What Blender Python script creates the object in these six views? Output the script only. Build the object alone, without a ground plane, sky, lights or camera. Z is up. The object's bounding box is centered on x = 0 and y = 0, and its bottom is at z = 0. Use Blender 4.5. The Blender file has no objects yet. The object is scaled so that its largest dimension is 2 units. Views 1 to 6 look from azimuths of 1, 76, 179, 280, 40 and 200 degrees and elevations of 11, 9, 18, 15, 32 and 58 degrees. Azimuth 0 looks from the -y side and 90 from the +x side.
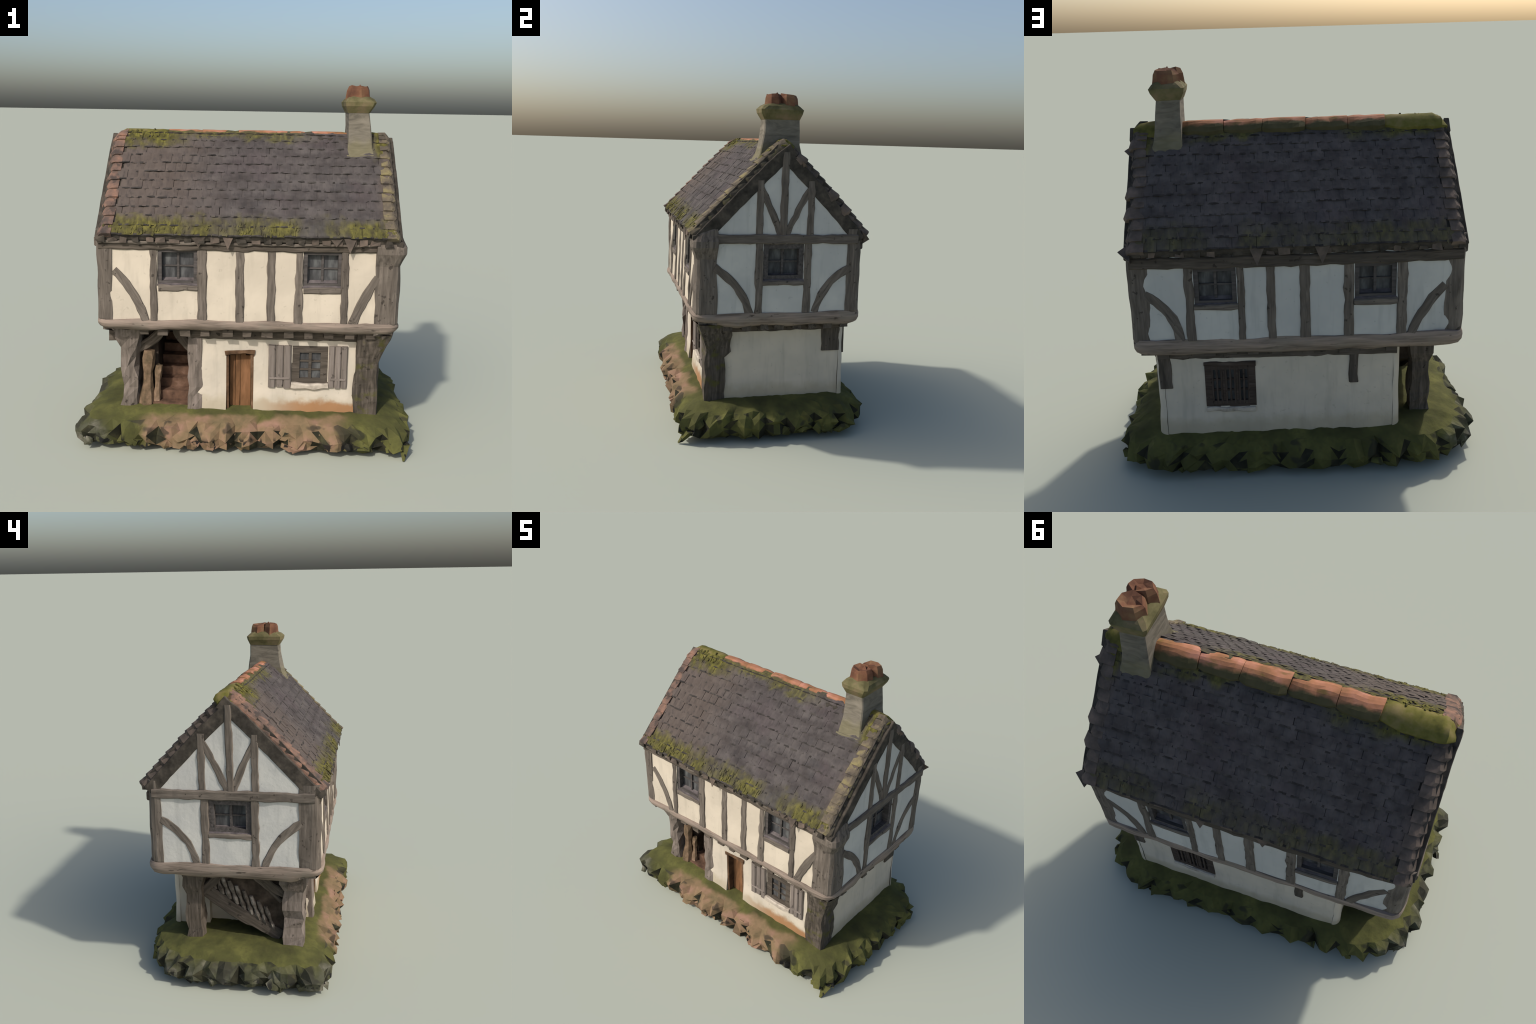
# Crooked half-timbered cottage with a jettied upper storey, standing on a mossy, rocky base.
import bpy, bmesh, math, random
from mathutils import Vector, Matrix, noise

RND = random.Random(7)
ZERO = Vector((0, 0, 0))

# ----------------------------------------------------------------------------------------
# node helpers
# ----------------------------------------------------------------------------------------
class Nodes:
    """Tiny expression builder for shader trees."""
    def __init__(self, name):
        self.mat = bpy.data.materials.new(name)
        self.mat.use_nodes = True
        self.t = self.mat.node_tree
        self.t.nodes.clear()
        self.out = self.t.nodes.new("ShaderNodeOutputMaterial")
        self.bsdf = self.t.nodes.new("ShaderNodeBsdfPrincipled")
        self.t.links.new(self.bsdf.outputs[0], self.out.inputs[0])
        self.bsdf.inputs["Specular IOR Level"].default_value = 0.12
        self._pos = self._obj = None

    def new(self, kind, **props):
        n = self.t.nodes.new(kind)
        for k, v in props.items():
            setattr(n, k, v)
        return n

    def put(self, sock, v):
        if isinstance(v, bpy.types.NodeSocket):
            self.t.links.new(v, sock)
        elif isinstance(v, (tuple, list)):
            sock.default_value = (*v, 1.0) if len(v) == 3 and len(sock.default_value) == 4 else v
        else:
            sock.default_value = v

    def pos(self):
        if not self._pos:
            self._pos = self.new("ShaderNodeNewGeometry").outputs["Position"]
        return self._pos

    def obj(self):
        if not self._obj:
            self._obj = self.new("ShaderNodeTexCoord").outputs["Object"]
        return self._obj

    def rnd(self):
        return self.new("ShaderNodeObjectInfo").outputs["Random"]

    def scaled(self, vec, scale, loc=(0, 0, 0)):
        m = self.new("ShaderNodeMapping")
        self.put(m.inputs["Vector"], vec)
        m.inputs["Scale"].default_value = scale
        m.inputs["Location"].default_value = loc
        return m.outputs[0]

    def noise(self, vec, scale, detail=3.0, rough=0.55, dist=0.0):
        n = self.new("ShaderNodeTexNoise")
        self.put(n.inputs["Vector"], vec)
        n.inputs["Scale"].default_value = scale
        n.inputs["Detail"].default_value = detail
        n.inputs["Roughness"].default_value = rough
        n.inputs["Distortion"].default_value = dist
        return n.outputs["Fac"]

    def white(self, vec):
        n = self.new("ShaderNodeTexWhiteNoise")
        self.put(n.inputs["Vector"], vec)
        return n.outputs["Value"]

    def sep(self, vec):
        n = self.new("ShaderNodeSeparateXYZ")
        self.put(n.inputs[0], vec)
        return n.outputs

    def comb(self, x, y, z):
        n = self.new("ShaderNodeCombineXYZ")
        for s, v in zip(n.inputs, (x, y, z)):
            self.put(s, v)
        return n.outputs[0]

    def math(self, op, a, b=0.0, clamp=False):
        n = self.new("ShaderNodeMath", operation=op, use_clamp=clamp)
        self.put(n.inputs[0], a)
        self.put(n.inputs[1], b)
        return n.outputs[0]

    def step(self, v, lo, hi):
        """0 below lo, 1 above hi (lo > hi reverses)."""
        n = self.new("ShaderNodeMapRange", interpolation_type="SMOOTHSTEP", clamp=True)
        self.put(n.inputs["Value"], v)
        if lo < hi:
            n.inputs["From Min"].default_value, n.inputs["From Max"].default_value = lo, hi
        else:
            n.inputs["From Min"].default_value, n.inputs["From Max"].default_value = hi, lo
            n.inputs["To Min"].default_value, n.inputs["To Max"].default_value = 1.0, 0.0
        return n.outputs["Result"]

    def mul(self, *v):
        r = v[0]
        for x in v[1:]:
            r = self.math("MULTIPLY", r, x)
        return r

    def mix(self, f, a, b):
        n = self.new("ShaderNodeMix", data_type="RGBA")
        self.put(n.inputs[0], f)
        self.put(n.inputs[6], a)
        self.put(n.inputs[7], b)
        return n.outputs[2]

    def ramp(self, f, stops):
        n = self.new("ShaderNodeValToRGB")
        self.put(n.inputs[0], f)
        e = n.color_ramp.elements
        while len(e) < len(stops):
            e.new(0.5)
        for s, (p, c) in zip(e, stops):
            s.position, s.color = p, (*c, 1.0)
        return n.outputs[0]

    def done(self, color, rough=0.9, bump=None, strength=0.3, dist=0.004):
        self.put(self.bsdf.inputs["Base Color"], color)
        self.bsdf.inputs["Roughness"].default_value = rough
        if bump is not None:
            b = self.new("ShaderNodeBump")
            b.inputs["Strength"].default_value = strength
            b.inputs["Distance"].default_value = dist
            self.put(b.inputs["Height"], bump)
            self.t.links.new(b.outputs[0], self.bsdf.inputs["Normal"])
        return self.mat


# ----------------------------------------------------------------------------------------
# materials
# ----------------------------------------------------------------------------------------
def plaster_material(name, tint, warm, stain=0.0):
    n = Nodes(name)
    p = n.pos()
    big = n.noise(p, 5.0, 3)
    c = n.mix(n.step(big, 0.35, 0.7), tint, warm)
    streak = n.noise(n.scaled(p, (22, 22, 3)), 1.0, 3)
    c = n.mix(n.mul(n.step(streak, 0.48, 0.75), 0.5), c, tuple(v * 0.78 for v in tint))
    spot = n.noise(p, 42, 2)
    c = n.mix(n.mul(n.step(spot, 0.66, 0.74), 0.3), c, tuple(v * 0.6 for v in tint))
    x, y, z = n.sep(p)
    if stain:
        wob = n.math("ADD", z, n.math("MULTIPLY", n.math("SUBTRACT", n.noise(p, 13, 3), 0.5), 0.09))
        c = n.mix(n.mul(n.step(wob, 0.30, 0.235), 0.45), c, (0.30, 0.25, 0.15))
        right = n.mul(n.step(x, 0.0, 0.35), n.step(y, -0.34, -0.38))
        c = n.mix(n.mul(n.step(wob, 0.275, 0.235), right, 0.85), c, (0.29, 0.135, 0.05))
    return n.done(c, 0.92, n.noise(p, 38, 4), 0.35, 0.006)


def timber_material(name, dark, mid, light, moss=0.0):
    n = Nodes(name)
    o = n.obj()
    r = n.rnd()
    shift = n.new("ShaderNodeVectorMath", operation="ADD")
    n.put(shift.inputs[0], o)
    n.put(shift.inputs[1], n.comb(n.math("MULTIPLY", r, 9.0), r, n.math("MULTIPLY", r, 5.0)))
    o = shift.outputs[0]
    grain = n.noise(n.scaled(o, (6, 60, 60)), 1.0, 4, 0.6, 0.4)
    patch = n.noise(o, 11.0, 3)
    c = n.ramp(grain, [(0.25, dark), (0.48, mid), (0.72, light)])
    c = n.mix(n.mul(n.step(patch, 0.45, 0.75), 0.6), c, mid)
    c = n.mix(n.mul(n.step(n.noise(o, 30, 2), 0.64, 0.72), 0.75), c, tuple(v * 0.45 for v in dark))
    v = n.math("MULTIPLY", n.math("SUBTRACT", r, 0.5), 0.35)
    c = n.mix(n.math("ADD", 0.18, v, True), c, dark)
    if moss:
        m = n.step(n.noise(n.pos(), 12, 3), 0.6 - moss, 0.75 - moss)
        c = n.mix(n.mul(m, 0.8), c, (0.075, 0.072, 0.02))
    return n.done(c, 0.9, grain, 0.5, 0.004)


def ring_timber_material():
    n = Nodes("sun_lightened_sill_timber")
    p = n.pos()
    grain = n.noise(n.scaled(p, (5, 5, 70)), 1.0, 4, 0.6, 0.3)
    c = n.ramp(grain, [(0.28, (0.10, 0.08, 0.065)), (0.46, (0.20, 0.16, 0.13)), (0.7, (0.30, 0.235, 0.19))])  # paler than the studs: sunlight caught on the chamfer is mixed into the colour
    c = n.mix(n.mul(n.step(n.noise(p, 9, 3), 0.5, 0.7), 0.5), c, (0.21, 0.185, 0.15))
    c = n.mix(n.mul(n.step(n.noise(n.scaled(p, (14, 14, 50)), 1.0, 2), 0.66, 0.72), 0.8), c, (0.05, 0.04, 0.034))
    return n.done(c, 0.9, grain, 0.5, 0.005)


def roof_material():
    n = Nodes("slate_grey_tile")
    p = n.pos()
    x, y, z = n.sep(p)
    big = n.noise(p, 3.2, 3)
    c = n.ramp(n.noise(n.scaled(p, (9, 9, 20)), 1.0, 3), [(0.32, (0.050, 0.043, 0.041)), (0.5, (0.072, 0.063, 0.060)), (0.68, (0.094, 0.083, 0.078))])
    c = n.mix(n.mul(n.step(big, 0.52, 0.66), 0.4), c, (0.084, 0.066, 0.068))
    c = n.mix(n.mul(n.step(n.noise(p, 5.5, 3), 0.56, 0.68), 0.30), c, (0.060, 0.060, 0.062))
    # browner, lichen-stained tiles towards the left end of the front and along both verges
    wide = n.math("MULTIPLY", n.math("SUBTRACT", big, 0.5), 0.5)
    left = n.mul(n.step(n.math("ADD", x, wide), 0.0, -0.62), n.step(y, 0.05, -0.02), 0.7)
    rake = n.mul(n.step(n.math("ADD", n.math("ABSOLUTE", x), n.math("MULTIPLY", wide, 0.4)), 0.67, 0.75), 0.75)
    c = n.mix(n.math("MAXIMUM", left, rake), c, n.mix(n.noise(p, 24, 3), (0.070, 0.055, 0.049), (0.140, 0.110, 0.088)))
    fine = n.noise(n.scaled(p, (50, 22, 22)), 1.0, 3)
    c = n.mix(n.mul(n.step(fine, 0.52, 0.72), 0.5), c, (0.040, 0.036, 0.036))
    streak = n.noise(n.scaled(p, (38, 22, 22)), 1.0, 4)
    # moss: along both eaves, in the ridge corner at the left, below the ridge and at the right hip
    wob = n.math("MULTIPLY", n.math("SUBTRACT", n.noise(p, 11, 4), 0.5), 0.16)
    zw = n.math("ADD", z, wob)
    gap = n.step(n.noise(n.scaled(p, (5, 0.1, 0.1)), 1.0, 1), 0.36, 0.50)
    bare = n.math("SUBTRACT", 1.0, n.mul(n.step(x, 0.22, 0.30), n.step(x, 0.46, 0.38), 0.85))
    front = n.step(y, 0.05, 0.0)
    eave = n.mul(n.step(zw, 1.315, 1.250), n.math("ADD", n.mul(front, 0.45), 0.45), n.math("ADD", 0.40, n.mul(gap, 0.6)), bare)
    corner = n.mul(n.step(n.math("ADD", x, n.math("MULTIPLY", wob, 2.5)), -0.32, -0.50), n.step(zw, 1.615, 1.68))
    back_ridge = n.mul(n.step(y, 0.0, 0.04), n.step(zw, 1.62, 1.68), n.step(n.noise(n.scaled(p, (4, 0.1, 0.1)), 1.0, 1), 0.40, 0.55), 0.85)
    ridge = n.mul(n.step(zw, 1.675, 1.715), n.step(x, 0.45, 0.1), 0.75)
    hip = n.mul(n.step(x, 0.66, 0.72), n.step(zw, 1.56, 1.63))
    m = n.math("MAXIMUM", n.math("MAXIMUM", eave, corner), n.math("MAXIMUM", n.math("MAXIMUM", ridge, back_ridge), hip))
    mc = n.ramp(streak, [(0.3, (0.036, 0.032, 0.015)), (0.48, (0.080, 0.074, 0.020)), (0.66, (0.145, 0.132, 0.030))])
    c = n.mix(n.math("MULTIPLY", m, 0.95, True), c, mc)
    return n.done(c, 0.92, n.math("ADD", fine, n.mul(streak, m)), 0.45, 0.006)


def simple_material(name, stops, scale=20, rough=0.9, vec="pos", stretch=(1, 1, 1), bump=0.35, spots=None):
    n = Nodes(name)
    v = n.scaled(n.pos() if vec == "pos" else n.obj(), stretch)
    f = n.noise(v, scale, 4, 0.6)
    c = n.ramp(f, stops)
    if spots:
        c = n.mix(n.mul(n.step(n.noise(n.pos(), spots[0], 3), spots[1], spots[1] + 0.08), spots[3]), c, spots[2])
    return n.done(c, rough, f, bump, 0.004)


def earth_material(name, rim):
    """Mossy turf; the rim shows bare brown earth in front and grey stone on the left."""
    n = Nodes(name)
    p = n.pos()
    x, y, z = n.sep(p)
    f = n.noise(p, 7, 4)
    fine = n.noise(p, 45, 3)
    grass = n.ramp(f, [(0.3, (0.050, 0.050, 0.020)), (0.5, (0.076, 0.077, 0.026)), (0.7, (0.118, 0.116, 0.036))])
    grass = n.mix(n.mul(n.step(fine, 0.45, 0.7), 0.35), grass, (0.060, 0.055, 0.024))
    wob = n.math("MULTIPLY", n.math("SUBTRACT", n.noise(p, 6, 3), 0.5), 0.24)
    xw = n.math("ADD", x, wob)
    yw = n.math("ADD", y, n.math("MULTIPLY", wob, 0.5))
    brown = n.ramp(n.noise(p, 11, 3), [(0.3, (0.13, 0.10, 0.055)), (0.5, (0.19, 0.13, 0.075)), (0.7, (0.26, 0.155, 0.11))])
    bm = n.mul(n.step(yw, -0.44, -0.485), n.step(xw, -0.62, -0.48), n.step(xw, 0.62, 0.42))
    c = n.mix(bm, grass, brown)
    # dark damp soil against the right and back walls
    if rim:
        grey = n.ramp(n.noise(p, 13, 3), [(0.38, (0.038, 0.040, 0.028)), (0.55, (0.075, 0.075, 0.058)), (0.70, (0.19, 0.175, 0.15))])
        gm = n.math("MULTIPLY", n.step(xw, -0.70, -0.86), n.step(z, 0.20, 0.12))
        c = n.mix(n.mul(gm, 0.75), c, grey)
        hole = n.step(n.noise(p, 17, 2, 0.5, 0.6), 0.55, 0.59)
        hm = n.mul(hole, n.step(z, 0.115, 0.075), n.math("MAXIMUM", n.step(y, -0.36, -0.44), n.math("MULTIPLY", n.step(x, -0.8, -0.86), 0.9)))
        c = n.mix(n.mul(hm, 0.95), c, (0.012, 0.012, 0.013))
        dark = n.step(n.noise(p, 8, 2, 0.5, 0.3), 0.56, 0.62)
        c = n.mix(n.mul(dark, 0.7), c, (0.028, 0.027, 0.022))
    return n.done(c, 0.95, fine, 0.4, 0.006)


def ridge_material():
    n = Nodes("terracotta_ridge")
    p = n.pos()
    c = n.ramp(n.noise(p, 9, 3), [(0.3, (0.20, 0.105, 0.050)), (0.48, (0.33, 0.15, 0.080)), (0.68, (0.43, 0.20, 0.14))])
    m = n.step(n.noise(n.scaled(p, (7, 16, 16)), 1.0, 3), 0.55, 0.68)
    c = n.mix(n.mul(m, 0.75), c, (0.14, 0.105, 0.03))
    y = n.sep(p)[1]
    yw = n.math("ADD", n.math("ABSOLUTE", n.math("SUBTRACT", y, 0.032)), n.math("MULTIPLY", n.math("SUBTRACT", n.noise(p, 16, 3), 0.5), 0.035))
    c = n.mix(n.step(yw, 0.026, 0.042), c, n.mix(n.noise(p, 20, 2), (0.045, 0.043, 0.018), (0.10, 0.085, 0.045)))
    return n.done(c, 0.85, n.noise(p, 50, 3), 0.3, 0.004)


def chimney_material():
    n = Nodes("mossy_brick_render")
    p = n.pos()
    x, y, z = n.sep(p)
    course = n.noise(n.scaled(p, (10, 10, 30)), 1.0, 4, 0.6, 0.8)
    c = n.ramp(course, [(0.3, (0.10, 0.09, 0.072)), (0.5, (0.155, 0.138, 0.108)), (0.7, (0.205, 0.182, 0.145))])
    w = n.math("ADD", z, n.math("MULTIPLY", n.math("SUBTRACT", n.noise(p, 14, 3), 0.5), 0.12))
    green = n.step(w, 1.72, 1.64)
    c = n.mix(n.mul(green, 0.45), c, (0.15, 0.135, 0.06))
    return n.done(c, 0.9, course, 0.5, 0.006)


def pane_material():
    n = Nodes("old_dark_glass")
    p = n.pos()
    c = n.ramp(n.noise(n.scaled(p, (30, 30, 9)), 1.0, 3), [(0.3, (0.034, 0.034, 0.035)), (0.5, (0.066, 0.066, 0.067)), (0.70, (0.125, 0.128, 0.125))])
    return n.done(c, 0.45, n.noise(p, 30, 2), 0.15, 0.003)


M = {}
def make_materials():
    M["plaster_front"] = plaster_material("cream_plaster", (0.485, 0.425, 0.34), (0.55, 0.482, 0.385), 0.0)
    M["plaster"] = plaster_material("white_plaster", (0.43, 0.425, 0.40), (0.50, 0.49, 0.45), 0.0)
    M["plaster_low"] = plaster_material("lime_plaster_ground_floor", (0.475, 0.425, 0.35), (0.545, 0.48, 0.39), 1.0)
    M["timber"] = timber_material("grey_oak", (0.060, 0.050, 0.042), (0.128, 0.108, 0.089), (0.210, 0.178, 0.148))
    M["timber_dark"] = timber_material("dark_oak", (0.040, 0.034, 0.028), (0.085, 0.070, 0.055), (0.15, 0.122, 0.10))
    M["timber_moss"] = timber_material("mossy_oak", (0.030, 0.026, 0.021), (0.078, 0.065, 0.052), (0.17, 0.14, 0.115), 0.06)
    M["post"] = timber_material("silvery_post", (0.075, 0.062, 0.052), (0.15, 0.125, 0.105), (0.23, 0.19, 0.165))
    M["sill"] = ring_timber_material()
    M["shutter"] = timber_material("shutter_board", (0.09, 0.078, 0.066), (0.19, 0.16, 0.14), (0.24, 0.205, 0.18))
    M["door"] = simple_material("brown_door", [(0.3, (0.075, 0.04, 0.02)), (0.5, (0.17, 0.085, 0.04)), (0.7, (0.25, 0.125, 0.062))], 9, 0.8, "pos", (3, 3, 0.6))
    M["door_frame"] = simple_material("door_frame_wood", [(0.3, (0.05, 0.03, 0.018)), (0.55, (0.12, 0.07, 0.04)), (0.75, (0.21, 0.135, 0.085))], 14)
    M["step"] = simple_material("worn_brown_step", [(0.3, (0.055, 0.034, 0.024)), (0.55, (0.13, 0.075, 0.05)), (0.75, (0.22, 0.14, 0.10))], 16)
    M["roof"] = roof_material()
    M["tile_edge"] = simple_material("dark_tile_edge", [(0.35, (0.028, 0.025, 0.023)), (0.52, (0.046, 0.041, 0.037)), (0.70, (0.080, 0.071, 0.062))], 18)
    M["verge_left"] = simple_material("orange_brown_verge", [(0.32, (0.075, 0.060, 0.052)), (0.5, (0.155, 0.100, 0.077)), (0.68, (0.27, 0.150, 0.102))], 14, spots=(16, 0.54, (0.055, 0.045, 0.040), 0.8))
    M["verge_right"] = simple_material("tan_lichen_verge", [(0.32, (0.075, 0.063, 0.050)), (0.5, (0.135, 0.110, 0.077)), (0.68, (0.215, 0.18, 0.085))], 14, spots=(16, 0.54, (0.06, 0.05, 0.043), 0.8))
    M["verge_right"].name = "ochre_mossy_verge"
    M["verge_back"] = simple_material("dark_brown_verge", [(0.3, (0.055, 0.045, 0.038)), (0.5, (0.10, 0.08, 0.066)), (0.7, (0.16, 0.12, 0.095))], 12)
    M["barge"] = simple_material("dark_bargeboard", [(0.3, (0.026, 0.023, 0.019)), (0.5, (0.052, 0.045, 0.037)), (0.75, (0.10, 0.083, 0.066))], 18)
    M["ridge"] = ridge_material()
    M["moss"] = simple_material("yellow_green_moss", [(0.3, (0.035, 0.034, 0.013)), (0.5, (0.092, 0.086, 0.021)), (0.72, (0.165, 0.15, 0.032))], 26)
    M["moss_cap"] = simple_material("olive_moss_cushion", [(0.3, (0.055, 0.054, 0.016)), (0.5, (0.125, 0.115, 0.028)), (0.72, (0.20, 0.155, 0.07))], 12)
    M["chimney"] = chimney_material()
    M["cap"] = simple_material("mossy_chimney_cap", [(0.3, (0.07, 0.064, 0.028)), (0.5, (0.13, 0.115, 0.055)), (0.72, (0.20, 0.145, 0.088))], 11)
    M["pot"] = simple_material("terracotta_pot", [(0.3, (0.080, 0.038, 0.025)), (0.5, (0.145, 0.068, 0.040)), (0.72, (0.20, 0.125, 0.066))], 12)
    M["pane"] = pane_material()
    M["frame"] = timber_material("window_frame_wood", (0.045, 0.041, 0.038), (0.082, 0.073, 0.068), (0.135, 0.118, 0.112))
    M["sill_grey"] = simple_material("mauve_grey_sill", [(0.3, (0.045, 0.040, 0.040)), (0.5, (0.10, 0.086, 0.086)), (0.7, (0.16, 0.138, 0.134))], 14)
    M["frame_dark"] = timber_material("dark_window_frame", (0.035, 0.03, 0.025), (0.075, 0.062, 0.05), (0.13, 0.11, 0.09))
    M["back_shutter"] = timber_material("dark_brown_shutter", (0.030, 0.022, 0.018), (0.065, 0.048, 0.038), (0.115, 0.088, 0.075))
    M["stone_sill"] = simple_material("pale_stone_sill", [(0.3, (0.22, 0.19, 0.15)), (0.5, (0.40, 0.35, 0.29)), (0.7, (0.52, 0.46, 0.38))], 16)
    M["turf"] = earth_material("mossy_turf", False)
    M["rim"] = earth_material("rocky_rim", True)
    M["crevice"] = simple_material("near_black_fold", [(0.35, (0.014, 0.014, 0.010)), (0.55, (0.030, 0.029, 0.018)), (0.72, (0.06, 0.055, 0.028))], 12)
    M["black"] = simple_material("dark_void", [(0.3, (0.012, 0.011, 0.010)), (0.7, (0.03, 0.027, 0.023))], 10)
    M["black_brown"] = simple_material("black_brown_panel", [(0.3, (0.020, 0.016, 0.012)), (0.5, (0.048, 0.036, 0.027)), (0.72, (0.095, 0.072, 0.055))], 14)
    M["baluster"] = simple_material("pale_worn_baluster", [(0.35, (0.055, 0.045, 0.037)), (0.52, (0.14, 0.12, 0.10)), (0.7, (0.30, 0.27, 0.235))], 20)
    M["newel"] = simple_material("tan_mossy_newel", [(0.3, (0.07, 0.055, 0.032)), (0.5, (0.17, 0.115, 0.072)), (0.7, (0.28, 0.19, 0.13))], 13)


# ----------------------------------------------------------------------------------------
# object helpers
# ----------------------------------------------------------------------------------------
def add(name, mesh, mat, parent, matrix=None, smooth=False, kind=None):
    ob = bpy.data.objects.new(name, mesh)
    bpy.context.scene.collection.objects.link(ob)
    if mat is not None and not mesh.materials:
        mesh.materials.append(mat)
    ob.parent = parent
    if matrix is not None:
        ob.matrix_basis = matrix
    if smooth:
        mesh.polygons.foreach_set("use_smooth", [True] * len(mesh.polygons))
        mesh.set_sharp_from_angle(angle=math.radians(38))
    if kind:
        ob["kind"] = kind
    return ob


def mesh_of(name, verts, faces):
    me = bpy.data.meshes.new(name)
    me.from_pydata([tuple(v) for v in verts], [], faces)
    bm = bmesh.new()
    bm.from_mesh(me)
    bmesh.ops.recalc_face_normals(bm, faces=bm.faces)
    bm.to_mesh(me)
    bm.free()
    me.update()
    return me


def wob(p, scale, amp, seed=0.0):
    """Smooth pseudo-random offset for a point."""
    q = Vector(p) * scale + Vector((seed, seed * 1.7, -seed))
    return noise.noise_vector(q) * amp


class Soup:
    """Collects boxes/lofts into one mesh."""
    def __init__(self):
        self.v, self.f = [], []

    def add(self, verts, faces):
        k = len(self.v)
        self.v += [Vector(v) for v in verts]
        self.f += [tuple(i + k for i in f) for f in faces]

    def box(self, lo, hi, jitter=0.0, rnd=RND):
        (x0, y0, z0), (x1, y1, z1) = lo, hi
        vs = [Vector((x, y, z)) for x in (x0, x1) for y in (y0, y1) for z in (z0, z1)]
        if jitter:
            vs = [v + Vector([rnd.uniform(-jitter, jitter) for _ in range(3)]) for v in vs]
        self.add(vs, [(0, 1, 3, 2), (4, 6, 7, 5), (0, 4, 5, 1), (2, 3, 7, 6), (0, 2, 6, 4), (1, 5, 7, 3)])

    def loft(self, rings, cap=True):
        n = len(rings[0])
        vs = [p for r in rings for p in r]
        fs = [(i * n + j, i * n + (j + 1) % n, (i + 1) * n + (j + 1) % n, (i + 1) * n + j)
              for i in range(len(rings) - 1) for j in range(n)]
        if cap:
            fs += [tuple(range(n))[::-1], tuple((len(rings) - 1) * n + j for j in range(n))]
        self.add(vs, fs)

    def mesh(self, name):
        return mesh_of(name, self.v, self.f)


# wall faces: map (along, height, outward) to the world
def front_face(a, z, d=0.0):
    return Vector((a, -0.479 - 0.010 * (1.12 - z) / 0.4 - d, z))
def back_face(a, z, d=0.0):
    return Vector((a, 0.500 - 0.018 * (a / 0.8) ** 4 + d, z))
def right_face(a, z, d=0.0):
    return Vector((0.803 + d, a, z))
def left_face(a, z, d=0.0):
    return Vector((-0.803 - d, a, z))
def low_front(a, z, d=0.0):
    return Vector((a, -0.398 - d, z))
def low_back(a, z, d=0.0):
    return Vector((a, 0.443 - 0.010 * max(0.0, (a - 0.2) / 0.5) + d, z))
def low_right(a, z, d=0.0):
    return Vector((0.708 + d, a, z))


def beam(name, face, pts, width, out, mat, parent, inn=0.02, wobble=0.0055, bend=None, taper=None):
    """A timber lying on a wall: swept, chamfered box along a poly-line of (along, z) points."""
    fine = []
    for (a0, z0), (a1, z1) in zip(pts, pts[1:]):
        k = max(1, int(math.hypot(a1 - a0, z1 - z0) / 0.06))
        fine += [(a0 + (a1 - a0) * i / k, z0 + (z1 - z0) * i / k) for i in range(k)]
    fine.append(pts[-1])
    P = [face(a, z) for a, z in fine]
    nrm = (face(pts[0][0], pts[0][1], 1.0) - P[0]).normalized()
    chord = (P[-1] - P[0])
    X = chord.normalized()
    Y = nrm.cross(X).normalized()
    O = (P[0] + P[-1]) / 2
    mat4 = Matrix((X, Y, nrm)).transposed().to_4x4()
    mat4.translation = O
    # resample
    dense = []
    for a, b in zip(P, P[1:]):
        k = max(1, int((b - a).length / 0.03))
        dense += [a.lerp(b, i / k) for i in range(k)]
    dense.append(P[-1])
    loc = [Vector(((p - O).dot(X), (p - O).dot(Y), (p - O).dot(nrm))) for p in dense]
    rings = []
    seed = RND.uniform(0, 50)
    ch = min(0.006, width * 0.2, out * 0.6)
    for i, p in enumerate(loc):
        t = (loc[min(i + 1, len(loc) - 1)] - loc[max(i - 1, 0)]).normalized()
        side = Vector((-t.y, t.x, 0))
        u = i / max(1, len(loc) - 1)
        w = width * (1 if taper is None else 1 + (taper - 1) * u) / 2
        w1 = w + noise.noise(Vector((p.x * 18, seed, 0))) * wobble * 1.4
        w0 = w + noise.noise(Vector((p.x * 18, seed, 9))) * wobble * 1.4
        o = out + noise.noise(Vector((p.x * 14, seed, 4))) * wobble * 0.8
        base = Vector((p.x, p.y, p.z))
        ring = []
        for s, dz in ((w1, -inn), (w1, o - ch), (w1 - ch, o), (-w0 + ch, o), (-w0, o - ch), (-w0, -inn)):
            ring.append(base + side * s + Vector((0, 0, dz)))
        rings.append(ring)
    s = Soup()
    s.loft(rings)
    return add(name, s.mesh(name), mat, parent, mat4)


def arc(p0, p1, bulge, k=10):
    """Points of a quadratic curve between two wall points, bowed sideways."""
    (ax, az), (bx, bz) = p0, p1
    mx, mz = (ax + bx) / 2, (az + bz) / 2
    dx, dz = bx - ax, bz - az
    cx, cz = mx - dz * bulge * 2, mz + dx * bulge * 2
    out = []
    for i in range(k + 1):
        t = i / k
        out.append(((1 - t) ** 2 * ax + 2 * t * (1 - t) * cx + t * t * bx,
                    (1 - t) ** 2 * az + 2 * t * (1 - t) * cz + t * t * bz))
    return out


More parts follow.
